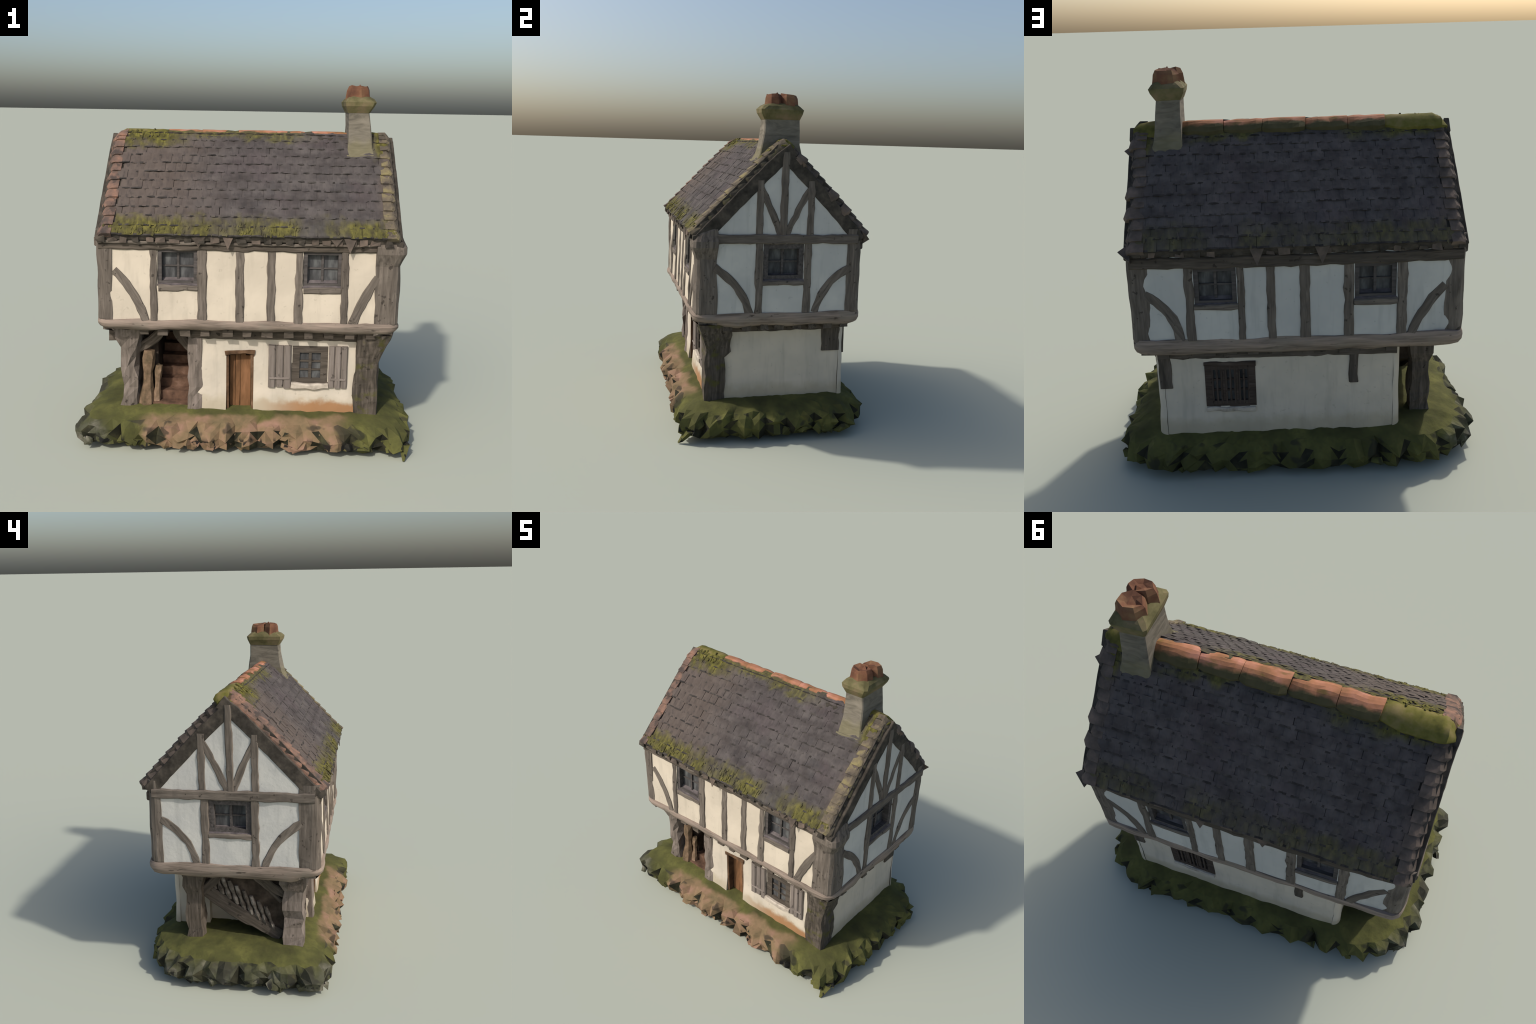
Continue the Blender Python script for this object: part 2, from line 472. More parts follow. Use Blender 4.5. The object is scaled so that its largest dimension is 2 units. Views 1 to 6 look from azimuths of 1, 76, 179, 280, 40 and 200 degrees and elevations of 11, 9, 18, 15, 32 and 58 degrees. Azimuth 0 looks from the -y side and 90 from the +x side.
def wall_grid(soup, place, a0, a1, z0, z1, holes=(), step=0.035, reveal=0.095, amp=0.003):
    """A wall sheet with rectangular openings and reveals; place(a, z, d) gives the world point."""
    def lines(lo, hi, cuts):
        cuts = sorted({lo, hi, *[c for c in cuts if lo < c < hi]})
        out = []
        for a, b in zip(cuts, cuts[1:]):
            k = max(1, round((b - a) / step))
            out += [a + (b - a) * i / k for i in range(k)]
        return out + [hi]
    A = lines(a0, a1, [h[0] for h in holes] + [h[1] for h in holes])
    Z = lines(z0, z1, [h[2] for h in holes] + [h[3] for h in holes])
    def pt(a, z, d=0.0):
        p = place(a, z, d)
        return p + (place(a, z, 1.0) - place(a, z, 0.0)) * noise.noise(p * 9.0) * amp
    idx = {}
    vs, fs = [], []
    def vid(i, j, d=0.0):
        key = (i, j, d)
        if key not in idx:
            idx[key] = len(vs)
            vs.append(pt(A[i], Z[j], d))
        return idx[key]
    inside = lambda a, z: any(h[0] < a < h[1] and h[2] < z < h[3] for h in holes)
    for i in range(len(A) - 1):
        for j in range(len(Z) - 1):
            am, zm = (A[i] + A[i + 1]) / 2, (Z[j] + Z[j + 1]) / 2
            if not inside(am, zm):
                fs.append((vid(i, j), vid(i + 1, j), vid(i + 1, j + 1), vid(i, j + 1)))
                continue
            for (di, dj, e) in ((-1, 0, ((i, j), (i, j + 1))), (1, 0, ((i + 1, j), (i + 1, j + 1))),
                                (0, -1, ((i, j), (i + 1, j))), (0, 1, ((i, j + 1), (i + 1, j + 1)))):
                ii, jj = i + di, j + dj
                if 0 <= ii < len(A) - 1 and 0 <= jj < len(Z) - 1 and not inside((A[ii] + A[ii + 1]) / 2, (Z[jj] + Z[jj + 1]) / 2):
                    p, q = e
                    fs.append((vid(*p), vid(*q), vid(*q, -reveal), vid(*p, -reveal)))
    soup.add(vs, fs)


# ----------------------------------------------------------------------------------------
# roof profile
# ----------------------------------------------------------------------------------------
RIDGE_Y, RIDGE_Z = 0.020, 1.724
def roof_point(side, t, x=0.8):
    """Top of the tiles at distance t (0..1) from ridge to eave; side -1 front, +1 back."""
    ye, ze = (-0.526, 1.211) if side < 0 else (0.535, 1.206)
    y = RIDGE_Y + (ye - RIDGE_Y) * t
    z = RIDGE_Z + (ze - RIDGE_Z) * t
    u = max(0.0, min(1.0, t))
    bow = max(0.0, 1 - (x / 0.8) ** 4)          # the middle of each slope swells
    if side < 0:
        z += 0.034 * math.sin(math.pi * u ** 0.42)
    else:
        z += 0.019 * math.sin(math.pi * u ** 0.7) + 0.004 * bow * min(1.0, u * 3)
    return y, z
def roof_height(y):
    side = -1 if y < RIDGE_Y else 1
    e = -0.526 if side < 0 else 0.535
    return roof_point(side, (y - RIDGE_Y) / (e - RIDGE_Y))[1]
def clip_hip(p):
    """The ridge is knocked off at both gable ends."""
    lim = 1.734 - 1.25 * max(0.0, abs(p.x) - (0.745 if p.x < 0 else 0.762))
    return Vector((p.x, p.y, min(p.z, lim)))


# ----------------------------------------------------------------------------------------
# parts
# ----------------------------------------------------------------------------------------
def window(parent, name, face, a0, a1, z0, z1, depth, cols, rows, mat, bars=0.008, sill=True, border=0.018):
    """Recessed casement: frame mesh with pane, mullions and bars as sub-parts."""
    s = Soup()
    def bx(soup, u0, u1, v0, v1, d0, d1):
        c = [face(u, v, d) for u in (u0, u1) for v in (v0, v1) for d in (d0, d1)]
        soup.add(c, [(0, 1, 3, 2), (4, 6, 7, 5), (0, 4, 5, 1), (2, 3, 7, 6), (0, 2, 6, 4), (1, 5, 7, 3)])
    f0, f1 = -depth - 0.030, max(-0.006, -depth + 0.014) if depth > 0.02 else -depth + 0.014
    if depth > 0.02:
        depth += 0.006
    lo, hi = a0 - 0.004, a1 + 0.004
    bx(s, lo, a0 + border, z0, z1, f0, f1)
    bx(s, a1 - border, hi, z0, z1, f0, f1)
    bx(s, a0 + border, a1 - border, z1 - border, z1 + 0.004, f0, f1 - 0.001)
    bx(s, a0 + border, a1 - border, z0 - 0.004, z0 + border, f0, f1 - 0.001)
    ob = add(name, s.mesh(name), mat, parent)
    w = Soup()
    prof = [(-depth, z0 + 0.034), (0.002, z0 + 0.004), (0.002, z0 - 0.004), (-depth - 0.01, z0 - 0.004)]
    if depth > 0.02:
        w.loft([[face(u, v, d) for d, v in prof] for u in (a0 - 0.002, a1 + 0.002)])
        add("sloping_sill", w.mesh("sloping_sill"), M["sill_grey"], ob)
    g = Soup()
    bx(g, a0, a1, z0, z1, -depth - 0.02, -depth)
    add("window_pane", g.mesh("window_pane"), M["pane"], ob)
    iw, ih = (a1 - a0 - 2 * border), (z1 - z0 - 2 * border)
    for i in range(1, cols):
        m = Soup()
        u = a0 + border + iw * i / cols
        bx(m, u - bars * 0.8, u + bars * 0.8, z0 + border, z1 - border, -depth - 0.004, -depth + 0.010)
        add("mullion", m.mesh("mullion"), mat, ob)
    for j in range(1, rows):
        m = Soup()
        v = z0 + border + ih * j / rows
        bx(m, a0 + border, a1 - border, v - bars / 2, v + bars / 2, -depth - 0.004, -depth + 0.007)
        add("glazing_bar", m.mesh("glazing_bar"), mat, ob)
    return ob


def rounded_path(points, radius, closed=False, k=5):
    """Plan poly-line with rounded corners."""
    out = []
    n = len(points)
    P = [Vector((*p, 0)) for p in points]
    for i, p in enumerate(P):
        if not closed and i in (0, n - 1):
            out.append(p)
            continue
        a, b = P[i - 1], P[(i + 1) % n]
        r = min(radius, (a - p).length / 2, (b - p).length / 2)
        s, e = p + (a - p).normalized() * r, p + (b - p).normalized() * r
        for j in range(k + 1):
            t = j / k
            out.append(s * (1 - t) ** 2 + p * 2 * t * (1 - t) + e * t * t)
    return out


def build_upper_storey(root):
    s = Soup()
    win_front = [(-0.480, -0.266, 0.930, 1.128), (0.292, 0.498, 0.930, 1.128)]
    wall_grid(s, front_face, -0.745, 0.725, 0.70, 1.19, win_front)
    upper = add("upper_storey", s.mesh("upper_storey"), M["plaster_front"], root, smooth=True)
    s = Soup()
    wall_grid(s, back_face, -0.745, 0.745, 0.70, 1.19, [(-0.472, -0.272, 0.922, 1.105), (0.290, 0.492, 0.915, 1.105)])
    add("plaster_wall", s.mesh("plaster_wall"), M["plaster"], upper, smooth=True)
    for face, hole in ((right_face, (-0.104, 0.136, 0.925, 1.14)), (left_face, (-0.104, 0.140, 0.925, 1.125))):
        s = Soup()
        wall_grid(s, face, -0.395, 0.420, 0.70, 1.15, [hole])
        # gable triangle: rows squeezed under the roof line
        na, nz = 26, 10
        vs, fs = [], []
        for i in range(na + 1):
            a = -0.455 + 0.906 * i / na
            top = max(1.151, roof_height(a) - 0.090)
            for j in range(nz + 1):
                z = 1.15 + (top - 1.15) * j / nz
                p = face(a, z)
                vs.append(p + (face(a, z, 1) - p) * noise.noise(p * 9) * 0.0012)
        for i in range(na):
            for j in range(nz):
                k = i * (nz + 1) + j
                fs.append((k, k + nz + 1, k + nz + 2, k + 1))
        s.add(vs, fs)
        add("gable_wall", s.mesh("gable_wall"), M["plaster"], upper, smooth=True)

    T = M["timber"]
    # --- front framing
    zb, zt = 0.735, 1.165
    for a, w in ((-0.500, 0.038), (-0.243, 0.050), (-0.043, 0.045), (0.124, 0.044), (0.271, 0.042), (0.512, 0.038)):
        beam("stud", front_face, [(a - 0.002, zb), (a + 0.002, zt)], w, 0.007, T, upper)
    beam("brace", front_face, arc((-0.715, 1.005), (-0.545, 0.735), 0.07), 0.048, 0.006, T, upper)
    beam("brace", front_face, arc((0.690, 0.990), (0.560, 0.735), -0.04), 0.048, 0.006, T, upper)
    beam("wall_plate", front_face, [(-0.79, 1.138), (0.0, 1.134), (0.79, 1.140)], 0.034, 0.012, M["timber_dark"], upper)
    beam("fillet", front_face, [(-0.79, 1.162), (0.0, 1.159), (0.79, 1.164)], 0.016, 0.024, T, upper)
    for a0, a1 in ((-0.475, -0.265), (0.295, 0.492)):
        beam("window_sill", front_face, [(a0, 0.915), (a1, 0.915)], 0.034, 0.010, M["timber"], upper, inn=0.05)
    # --- back framing
    for a, w in ((0.516, 0.042), (0.270, 0.034), (0.127, 0.040), (-0.034, 0.050), (-0.244, 0.048), (-0.500, 0.048)):
        beam("stud", back_face, [(a, zb), (a, zt)], w, 0.007, T, upper)
    beam("brace", back_face, arc((0.730, 0.975), (0.570, 0.735), -0.13), 0.048, 0.006, T, upper)
    beam("brace", back_face, arc((-0.710, 0.975), (-0.545, 0.735), 0.06), 0.046, 0.006, T, upper)
    beam("wall_plate", back_face, [(-0.79, 1.128), (0.79, 1.132)], 0.056, 0.014, M["timber_dark"], upper)
    for a0, a1 in ((-0.478, -0.268), (0.285, 0.497)):
        beam("window_sill", back_face, [(a0, 0.905), (a1, 0.905)], 0.030, 0.009, M["timber"], upper, inn=0.05)
    # --- gable framing (both ends alike, slightly different numbers)
    for face, sg, tie in ((right_face, 1, 1.168), (left_face, -1, 1.154)):
        c = 0.008
        c2 = 0.02
        beam("tie_beam", face, [(-0.46, tie), (0.46, tie - 0.003)], 0.054, 0.014, T, upper)
        for a, w in ((-0.127, 0.043), (0.160, 0.044)):
            beam("stud", face, [(a, zb), (a, tie - 0.02)], w, 0.007, T, upper)
        for a, top in ((-0.130, 1.50), (0.169, 1.50)):
            beam("gable_stud", face, [(a, tie + 0.02), (a, top)], 0.040, 0.007, T, upper)
        beam("king_post", face, [(c, tie + 0.02), (c + 0.006, 1.66)], 0.040, 0.009, T, upper)
        beam("brace", face, arc((-0.132, 1.462), (-0.006, tie + 0.02), 0.02), 0.038, 0.006, T, upper)
        beam("brace", face, arc((0.166, 1.462), (0.026, tie + 0.02), -0.02), 0.038, 0.006, T, upper)
        beam("brace", face, arc((-0.385, 1.005), (-0.180, 0.735), 0.10), 0.044, 0.006, T, upper)
        beam("brace", face, arc((0.415, 0.995), (0.212, 0.735), -0.12), 0.044, 0.006, T, upper)
        beam("window_sill", face, [(-0.106, 0.912), (0.14, 0.912)], 0.030, 0.009, T, upper, inn=0.05)
    # --- corner posts wrap round the corners
    for name, cx, cy, fx, fy in (("front_left", -0.802, -0.483, 0.080, 0.112), ("front_right", 0.803, -0.484, 0.130, 0.115),
                                 ("back_right", 0.803, 0.484, 0.098, 0.085), ("back_left", -0.802, 0.484, 0.094, 0.074)):
        sx, sy = (1 if cx > 0 else -1), (1 if cy > 0 else -1)
        rings = []
        for i in range(17):
            z = 0.672 + (1.225 - 0.672) * i / 16
            inset = max(0.0, 0.050 - (z - 0.672)) * 0.55
            o = 0.007 - inset + (0.024 * max(0.0, 1 - ((z - 1.135) / 0.065) ** 2) - 0.35 * max(0.0, z - 1.19) if sx > 0 and sy < 0 else 0)
            ox, oy = cx + sx * o, cy + sy * o
            plan = [(cx - sx * fx, cy + sy * max(o - 0.002, 0.004)), (ox - sx * 0.046, oy), (ox - sx * 0.022, oy - sy * 0.006),
                    (ox - sx * 0.006, oy - sy * 0.022), (ox, oy - sy * 0.046), (cx + sx * max(o - 0.002, 0.004), cy - sy * fy),
                    (cx - sx * 0.02, cy - sy * fy), (cx - sx * 0.02, cy - sy * 0.02), (cx - sx * fx, cy - sy * 0.02)]
            amp = 0.008 if (sx > 0 and sy < 0) else 0.005
            rings.append([Vector((x, y, z)) + Vector((*(wob((x, y, z), 11, amp).xy), 0)) for x, y in plan])
        s = Soup()
        s.loft(rings)
        me = s.mesh("corner_post")
        # grain follows local X: stand the object up
        R = Matrix.Rotation(math.radians(-90), 4, "Y")
        me.transform(R.inverted())
        add("corner_post", me, M["timber"], upper, R)

    # --- moulded sill beam (bressumer) running all round under the storey
    prof = [(-0.02, 0.742), (0.008, 0.738), (0.013, 0.718), (0.012, 0.692), (0.002, 0.668), (-0.026, 0.648), (-0.10, 0.640)]
    corners = [(-0.803, -0.488), (0.803, -0.488), (0.803, 0.494), (-0.803, 0.494)]
    rings = []
    for off, z in prof:
        c = [(x + off * math.copysign(1, x), y + off * math.copysign(1, y)) for x, y in corners]
        path = rounded_path(c, 0.070, True, 5)
        dense = []
        for a, b in zip(path, path[1:] + path[:1]):
            k = max(1, int((b - a).length / 0.05))
            dense += [a.lerp(b, i / k) for i in range(k)]
        rings.append([Vector((p.x, p.y, 0.742 - (0.742 - z) * (0.72 if p.y < -0.36 else 1.0))) + wob((p.x, p.y, z), 9, 0.011) for p in dense])
    m = min(len(r) for r in rings)
    full = []
    for r in rings:    # resample every ring to the same count
        L = [0.0]
        for a, b in zip(r, r[1:] + r[:1]):
            L.append(L[-1] + (b - a).length)
        N = 130
        ring, j = [], 0
        rr = r + r[:1]
        for i in range(N):
            d = L[-1] * i / N
            while L[j + 1] < d:
                j += 1
            ring.append(rr[j].lerp(rr[j + 1], (d - L[j]) / max(1e-6, L[j + 1] - L[j])))
        full.append(ring)
    s = Soup()
    s.loft(full, cap=False)
    k = len(full[0])
    s.f.append(tuple((len(full) - 1) * k + j for j in range(k)))
    add("sill_beam", s.mesh("sill_beam"), M["sill"], upper, smooth=True)

    # --- joist ends peeping out under the sill beam
    def joist(p, q):
        s = Soup()
        lo = [min(a, b) for a, b in zip(p, q)]
        hi = [max(a, b) for a, b in zip(p, q)]
        c = [(a + b) / 2 for a, b in zip(lo, hi)]
        s.box([a - b for a, b in zip(lo, c)], [a - b for a, b in zip(hi, c)], 0.004)
        add("joist", s.mesh("joist"), M["timber_dark"], upper, Matrix.Translation(c))
    x = -0.56
    while x < 0.70:
        w = RND.uniform(0.022, 0.03)
        joist((x - w, -0.38, 0.645), (x + w, -0.458 - RND.uniform(0, 0.014), 0.682))
        if x > -0.55:
            joist((x - w, 0.40, 0.630), (x + w, 0.458 + RND.uniform(0, 0.010), 0.668))
        x += RND.uniform(0.10, 0.125)
    y = -0.30
    while y < 0.42:
        w = RND.uniform(0.022, 0.03)
        joist((0.70, y - w, 0.630), (0.780 + RND.uniform(0, 0.01), y + w, 0.668))
        y += RND.uniform(0.09, 0.115)

    # --- windows of the storey
    for f, a0, a1, z0, z1 in ((front_face, -0.480, -0.266, 0.930, 1.128), (front_face, 0.292, 0.498, 0.930, 1.128),
                              (back_face, -0.472, -0.272, 0.922, 1.105), (back_face, 0.290, 0.492, 0.915, 1.105)):
        window(root, "casement_window", f, a0, a1, z0, z1, 0.034, 2, 2, M["frame"], 0.008, border=0.022)
    for f, z1 in ((right_face, 1.14), (left_face, 1.125)):
        window(root, "casement_window", f, -0.104, 0.138, 0.925, z1, 0.042, 2, 2, M["frame"], 0.009, border=0.030)
    return upper


def build_ground_floor(root):
    plan = [(-0.46, -0.02), (-0.325, -0.02), (-0.318, -0.403), (0.708, -0.403), (0.708, 0.410), (-0.500, 0.410), (-0.475, -0.02)]
    # windows and door are cut only in the long straight runs, so build each run on its own
    s = Soup()
    door = (-0.116, 0.036, 0.16, 0.535)
    win = (0.250, 0.446, 0.352, 0.580)
    flare = lambda z: 0.010 * max(0.0, (0.34 - z) / 0.14)
    wall_grid(s, lambda a, z, d=0: low_front(a, z, d + flare(z)), -0.29, 0.675, 0.16, 0.655, [door, win], reveal=0.075, amp=0.006)
    wall_grid(s, lambda a, z, d=0: low_right(a, z, d + flare(z) * 0.6), -0.358, 0.402, 0.16, 0.655, amp=0.006)
    wall_grid(s, lambda a, z, d=0: low_back(a, z, d + flare(z) * 0.6), -0.475, 0.675, 0.16, 0.655, [(0.222, 0.468, 0.342, 0.575)], reveal=0.02, amp=0.006)
    wall_grid(s, lambda a, z, d=0: Vector((-0.440 - d, a, z)), -0.02, 0.245, 0.15, 0.45, amp=0.006)
    s.box((-0.505, 0.223, 0.15), (-0.432, 0.40, 0.62))
    # rounded plaster corners
    def corner(cx, cy, a0, r=0.0345):
        vs, fs = [], []
        for i in range(7):
            a = math.radians(a0 + 90 * i / 6)
            for j in range(15):
                z = 0.16 + 0.495 * j / 14
                R = r + flare(z) * 0.7
                p = Vector((cx + R * math.cos(a), cy + R * math.sin(a), z))
                vs.append(p + wob(p, 9, 0.005))
        for i in range(6):
            for j in range(14):
                k = i * 15 + j
                fs.append((k, k + 15, k + 16, k + 1))
        s.add(vs, fs)
    corner(0.677, -0.367, -90)
    corner(0.677, 0.402, 0)
    corner(-0.475, 0.410, 90)
    corner(-0.291, -0.367, 180)
    # passage wall and the infill below the stair
    wall_grid(s, lambda a, z, d=0: Vector((-0.508 - d, a, z)), 0.22, 0.415, 0.16, 0.655, amp=0.006)
    ground = add("ground_floor", s.mesh("ground_floor"), M["plaster_low"], root, smooth=True)
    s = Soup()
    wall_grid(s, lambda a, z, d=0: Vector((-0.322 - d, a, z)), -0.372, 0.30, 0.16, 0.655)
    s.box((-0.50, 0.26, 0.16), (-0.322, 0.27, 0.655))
    add("passage_wall", s.mesh("passage_wall"), M["black_brown"], ground)  # wall colour darkened to show the unlit passage
    # dark soffit beam on top of the ground-floor walls
    D = M["timber_dark"]
    beam("lintel_beam", low_front, [(-0.31, 0.640), (0.70, 0.640)], 0.056, 0.012, D, ground)
    beam("lintel_beam", low_back, [(-0.49, 0.630), (0.70, 0.630)], 0.044, 0.010, D, ground)
    beam("lintel_beam", low_right, [(-0.40, 0.632), (0.40, 0.632)], 0.050, 0.012, D, ground)
    # short posts and brackets
    beam("post", low_right, [(0.350, 0.470), (0.350, 0.64)], 0.112, 0.006, D, ground)
    beam("post", low_back, [(0.668, 0.450), (0.668, 0.64)], 0.062, 0.006, D, ground)
    beam("post", low_back, [(-0.275, 0.455), (-0.275, 0.62)], 0.046, 0.010, M["timber_dark"], ground)
    # right front corner: thick mossy post with a bracket swelling out under the jetty
    rings = []
    for i in range(15):
        z = 0.165 + (0.668 - 0.165) * i / 14
        k = max(0.0, (z - 0.49) / 0.178)
        ex = 0.728 + 0.066 * k ** 1.3
        ey = -0.422 - 0.050 * k ** 1.3
        wx = 0.598 if z > 0.42 else 0.590
        wy = -0.300 if z < 0.47 else -0.268
        plan = [(wx, ey + 0.004 + 0.03 * k), (ex - 0.05, ey), (ex - 0.012, ey + 0.005), (ex, ey + 0.03), (ex - 0.004, wy), (ex - 0.06, wy), (wx, ey + 0.06)]
        rings.append([Vector((x, y, z)) + Vector((*(wob((x, y, z), 13, 0.012).xy), 0)) for x, y in plan])
    s = Soup()
    s.loft(rings)
    me = s.mesh("corner_bracket_post")
    R = Matrix.Rotation(math.radians(-90), 4, "Y")
    me.transform(R.inverted())
    add("corner_bracket_post", me, M["timber_moss"], ground, R)
    # door-side post at the mouth of the passage
    def gnarled_post(x0, x1, y0, y1, z0, z1, mat, amp=0.012, top=0.0):
        rings = []
        for i in range(10):
            t = i / 9
            z = z0 + (z1 - z0) * t
            g = top * max(0, (t - 0.7) / 0.3) + 0.008 * max(0, 1 - t * 5)
            plan = [(x0 - g, y0 - g), ((x0 + x1) / 2, y0 - g - 0.006), (x1 + g, y0 - g), (x1 + g + 0.004, (y0 + y1) / 2), (x1 + g, y1 + g), (x0 - g, y1 + g)]
            rings.append([Vector((x, y, z)) + Vector((*(wob((x, y, z), 17, amp * 1.3).xy), 0)) for x, y in plan])
        s = Soup()
        s.loft(rings)
        me = s.mesh("post")
        R = Matrix.Rotation(math.radians(-90), 4, "Y")
        me.transform(R.inverted())
        add("post", me, mat, ground, R)
    gnarled_post(-0.328, -0.250, -0.404, -0.335, 0.16, 0.665, M["post"], 0.009)
    gnarled_post(-0.706, -0.618, -0.382, -0.270, 0.14, 0.660, M["post"], 0.020, 0.03)
    gnarled_post(-0.688, -0.594, 0.228, 0.322, 0.14, 0.660, M["timber_dark"], 0.016, 0.035)
    # beam ends and arched braces round the open porch
    s = Soup()
    s.box((-0.765, -0.385, 0.585), (-0.62, -0.30, 0.662), 0.006)
    add("beam_end", s.mesh("beam_end"), D, ground)
    yface = lambda y: (lambda a, z, d=0: Vector((a, y - d, z)))
    xface = lambda x: (lambda a, z, d=0: Vector((x - d, a, z)))
    for f, a, b, bulge in ((yface(-0.320), (-0.635, 0.520), (-0.470, 0.655), -0.10), (yface(-0.320), (-0.318, 0.535), (-0.400, 0.655), 0.10),
                           (xface(-0.640), (-0.300, 0.500), (-0.110, 0.650), -0.10), (xface(-0.640), (0.235, 0.500), (0.110, 0.650), 0.10)):
        beam("arch_brace", f, arc(a, b, bulge), 0.055, 0.022, M["timber_dark"], ground, inn=0.022)
    # dark back of the porch ceiling
    s = Soup()
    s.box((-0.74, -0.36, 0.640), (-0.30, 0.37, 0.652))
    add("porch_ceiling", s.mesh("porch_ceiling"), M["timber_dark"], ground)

    # ---- door
    s = Soup()
    s.box((-0.120, -0.338, 0.16), (0.040, -0.325, 0.540))
    dr = add("door", s.mesh("door"), M["door_frame"], root)
    for i in range(4):
        x0 = -0.098 + 0.0292 * i
        s = Soup()
        s.box((x0 + 0.001, -0.350 - RND.uniform(0, 0.004), 0.195), (x0 + 0.0285, -0.336, 0.494 + 0.022 * math.sin(math.pi * (i + 0.5) / 4)), 0.002)
        add("door_plank", s.mesh("door_plank"), M["door"], dr)
    for lo, hi in (((-0.119, -0.394, 0.17), (-0.099, -0.334, 0.530)), ((0.021, -0.394, 0.17), (0.039, -0.334, 0.536))):
        s = Soup()
        s.box(lo, hi, 0.004)
        add("door_jamb", s.mesh("door_jamb"), M["door_frame"], dr)
    beam("door_head", low_front, arc((-0.122, 0.526), (0.042, 0.533), 0.05), 0.020, 0.008, M["door_frame"], dr, inn=0.055)
    # ---- front window with shutters
    w = window(root, "shuttered_window", low_front, 0.250, 0.446, 0.352, 0.580, 0.014, 2, 3, M["frame_dark"], 0.010, border=0.040)
    for x0, x1, n in ((0.117, 0.246, 3), (0.450, 0.556, 3)):
        for i in range(n):
            a = x0 + (x1 - x0) * i / n
            b = x0 + (x1 - x0) * (i + 1) / n - 0.002
            beam("shutter_board", low_front, [((a + b) / 2, 0.340 + RND.uniform(-0.006, 0.004)), ((a + b) / 2, 0.582)], b - a, 0.014 + RND.uniform(-0.002, 0.002), M["shutter"], w, wobble=0.001)
        beam("shutter_batten", low_front, [(x0 + 0.008, 0.392), (x1 - 0.012, 0.392)], 0.012, 0.018, M["shutter"], w, wobble=0.001)
    beam("stone_sill", low_front, arc((0.244, 0.352), (0.450, 0.354), -0.03), 0.032, 0.020, M["stone_sill"], w)

    # ---- back window, boarded with dark slats
    w = window(root, "slatted_window", low_back, 0.222, 0.468, 0.342, 0.575, 0.012, 3, 3, M["back_shutter"], 0.010, border=0.030)
    for i in range(9):
        a = 0.255 + 0.0225 * i
        beam("slat", low_back, [(a, 0.355), (a, 0.565)], 0.010, 0.002, M["back_shutter"], w, wobble=0.001)
    beam("window_head", low_back, [(0.215, 0.578), (0.475, 0.578)], 0.022, 0.008, M["back_shutter"], w)
    beam("stone_sill", low_back, [(0.222, 0.325), (0.470, 0.325)], 0.024, 0.012, M["stone_sill"], w)
    return ground


def build_stairs(root):
    # outer string board, sloping up towards the back
    xf = lambda a, z, d=0: Vector((-0.632 - d, a, z))
    st = beam("staircase", xf, [(-0.245, 0.225), (-0.12, 0.300), (-0.02, 0.345), (0.05, 0.385), (0.24, 0.525)], 0.085, 0.018, M["timber_dark"], root)
    st.parent = root
    inv = st.matrix_basis.inverted()
    def sub(name, me, mat):
        me.transform(inv)
        ob = add(name, me, mat, st)
        return ob
    for i in range(9):
        y = -0.365 + 0.062 * i
        z = 0.195 + 0.050 * i
        s = Soup()
        s.box((-0.53, y, z - 0.04), (-0.325, y + 0.085, z + 0.020), 0.004)
        sub("stair_step", s.mesh("stair_step"), M["step"])
    # solid dark brown panel above the string, behind the balusters
    s = Soup()
    prof = [(-0.290, 0.165), (-0.290, 0.652), (0.255, 0.652), (0.255, 0.48), (0.02, 0.345), (-0.20, 0.20)]
    s.loft([[Vector((x, y, z)) for y, z in prof] for x in (-0.634, -0.510)])
    sub("dark_side_panel", s.mesh("dark_side_panel"), M["black_brown"])
    # balusters and handrail
    for i in range(9):
        y = -0.205 + 0.044 * i
        z = 0.265 + 0.031 * i
        s = Soup()
        s.loft([[Vector((-0.640 + 0.013 * math.cos(a) * k, y + 0.011 * math.sin(a) * k + 0.050 * t, z + 0.15 * t)) for a in [math.radians(60 * q) for q in range(6)]]
                for t, k in ((0, 1.0), (0.25, 1.5), (0.45, 0.9), (0.7, 1.4), (1.0, 1.0))])
        sub("baluster", s.mesh("baluster"), M["baluster"])
    rail = beam("handrail", xf, [(-0.25, 0.450), (-0.16, 0.540), (-0.05, 0.630)], 0.030, 0.016, M["timber_dark"], root)
    m = rail.matrix_basis.copy()
    rail.parent = st
    rail.matrix_basis = inv @ m
    # knobby newel posts at the foot of the flight
    for x, y, h, r in ((-0.575, -0.335, 0.35, 0.034), (-0.522, -0.325, 0.26, 0.020)):
        s = Soup()
        rings = []
        for i in range(9):
            t = i / 8
            rr = r * (1.25 - 0.5 * t + 0.25 * math.sin(t * 9))
            rings.append([Vector((x + rr * math.cos(a) + 0.02 * t, y + rr * math.sin(a), 0.165 + h * t)) + wob((x + a, y, t * 3), 2.0, 0.008)
                          for a in [math.radians(51.4 * q) for q in range(7)]])
        s.loft(rings)
        sub("newel_post", s.mesh("newel_post"), M["newel"])
    s = Soup()
    s.box((-0.60, -0.33, 0.15), (-0.50, -0.25, 0.225), 0.012)
    sub("foot_block", s.mesh("foot_block"), M["step"])


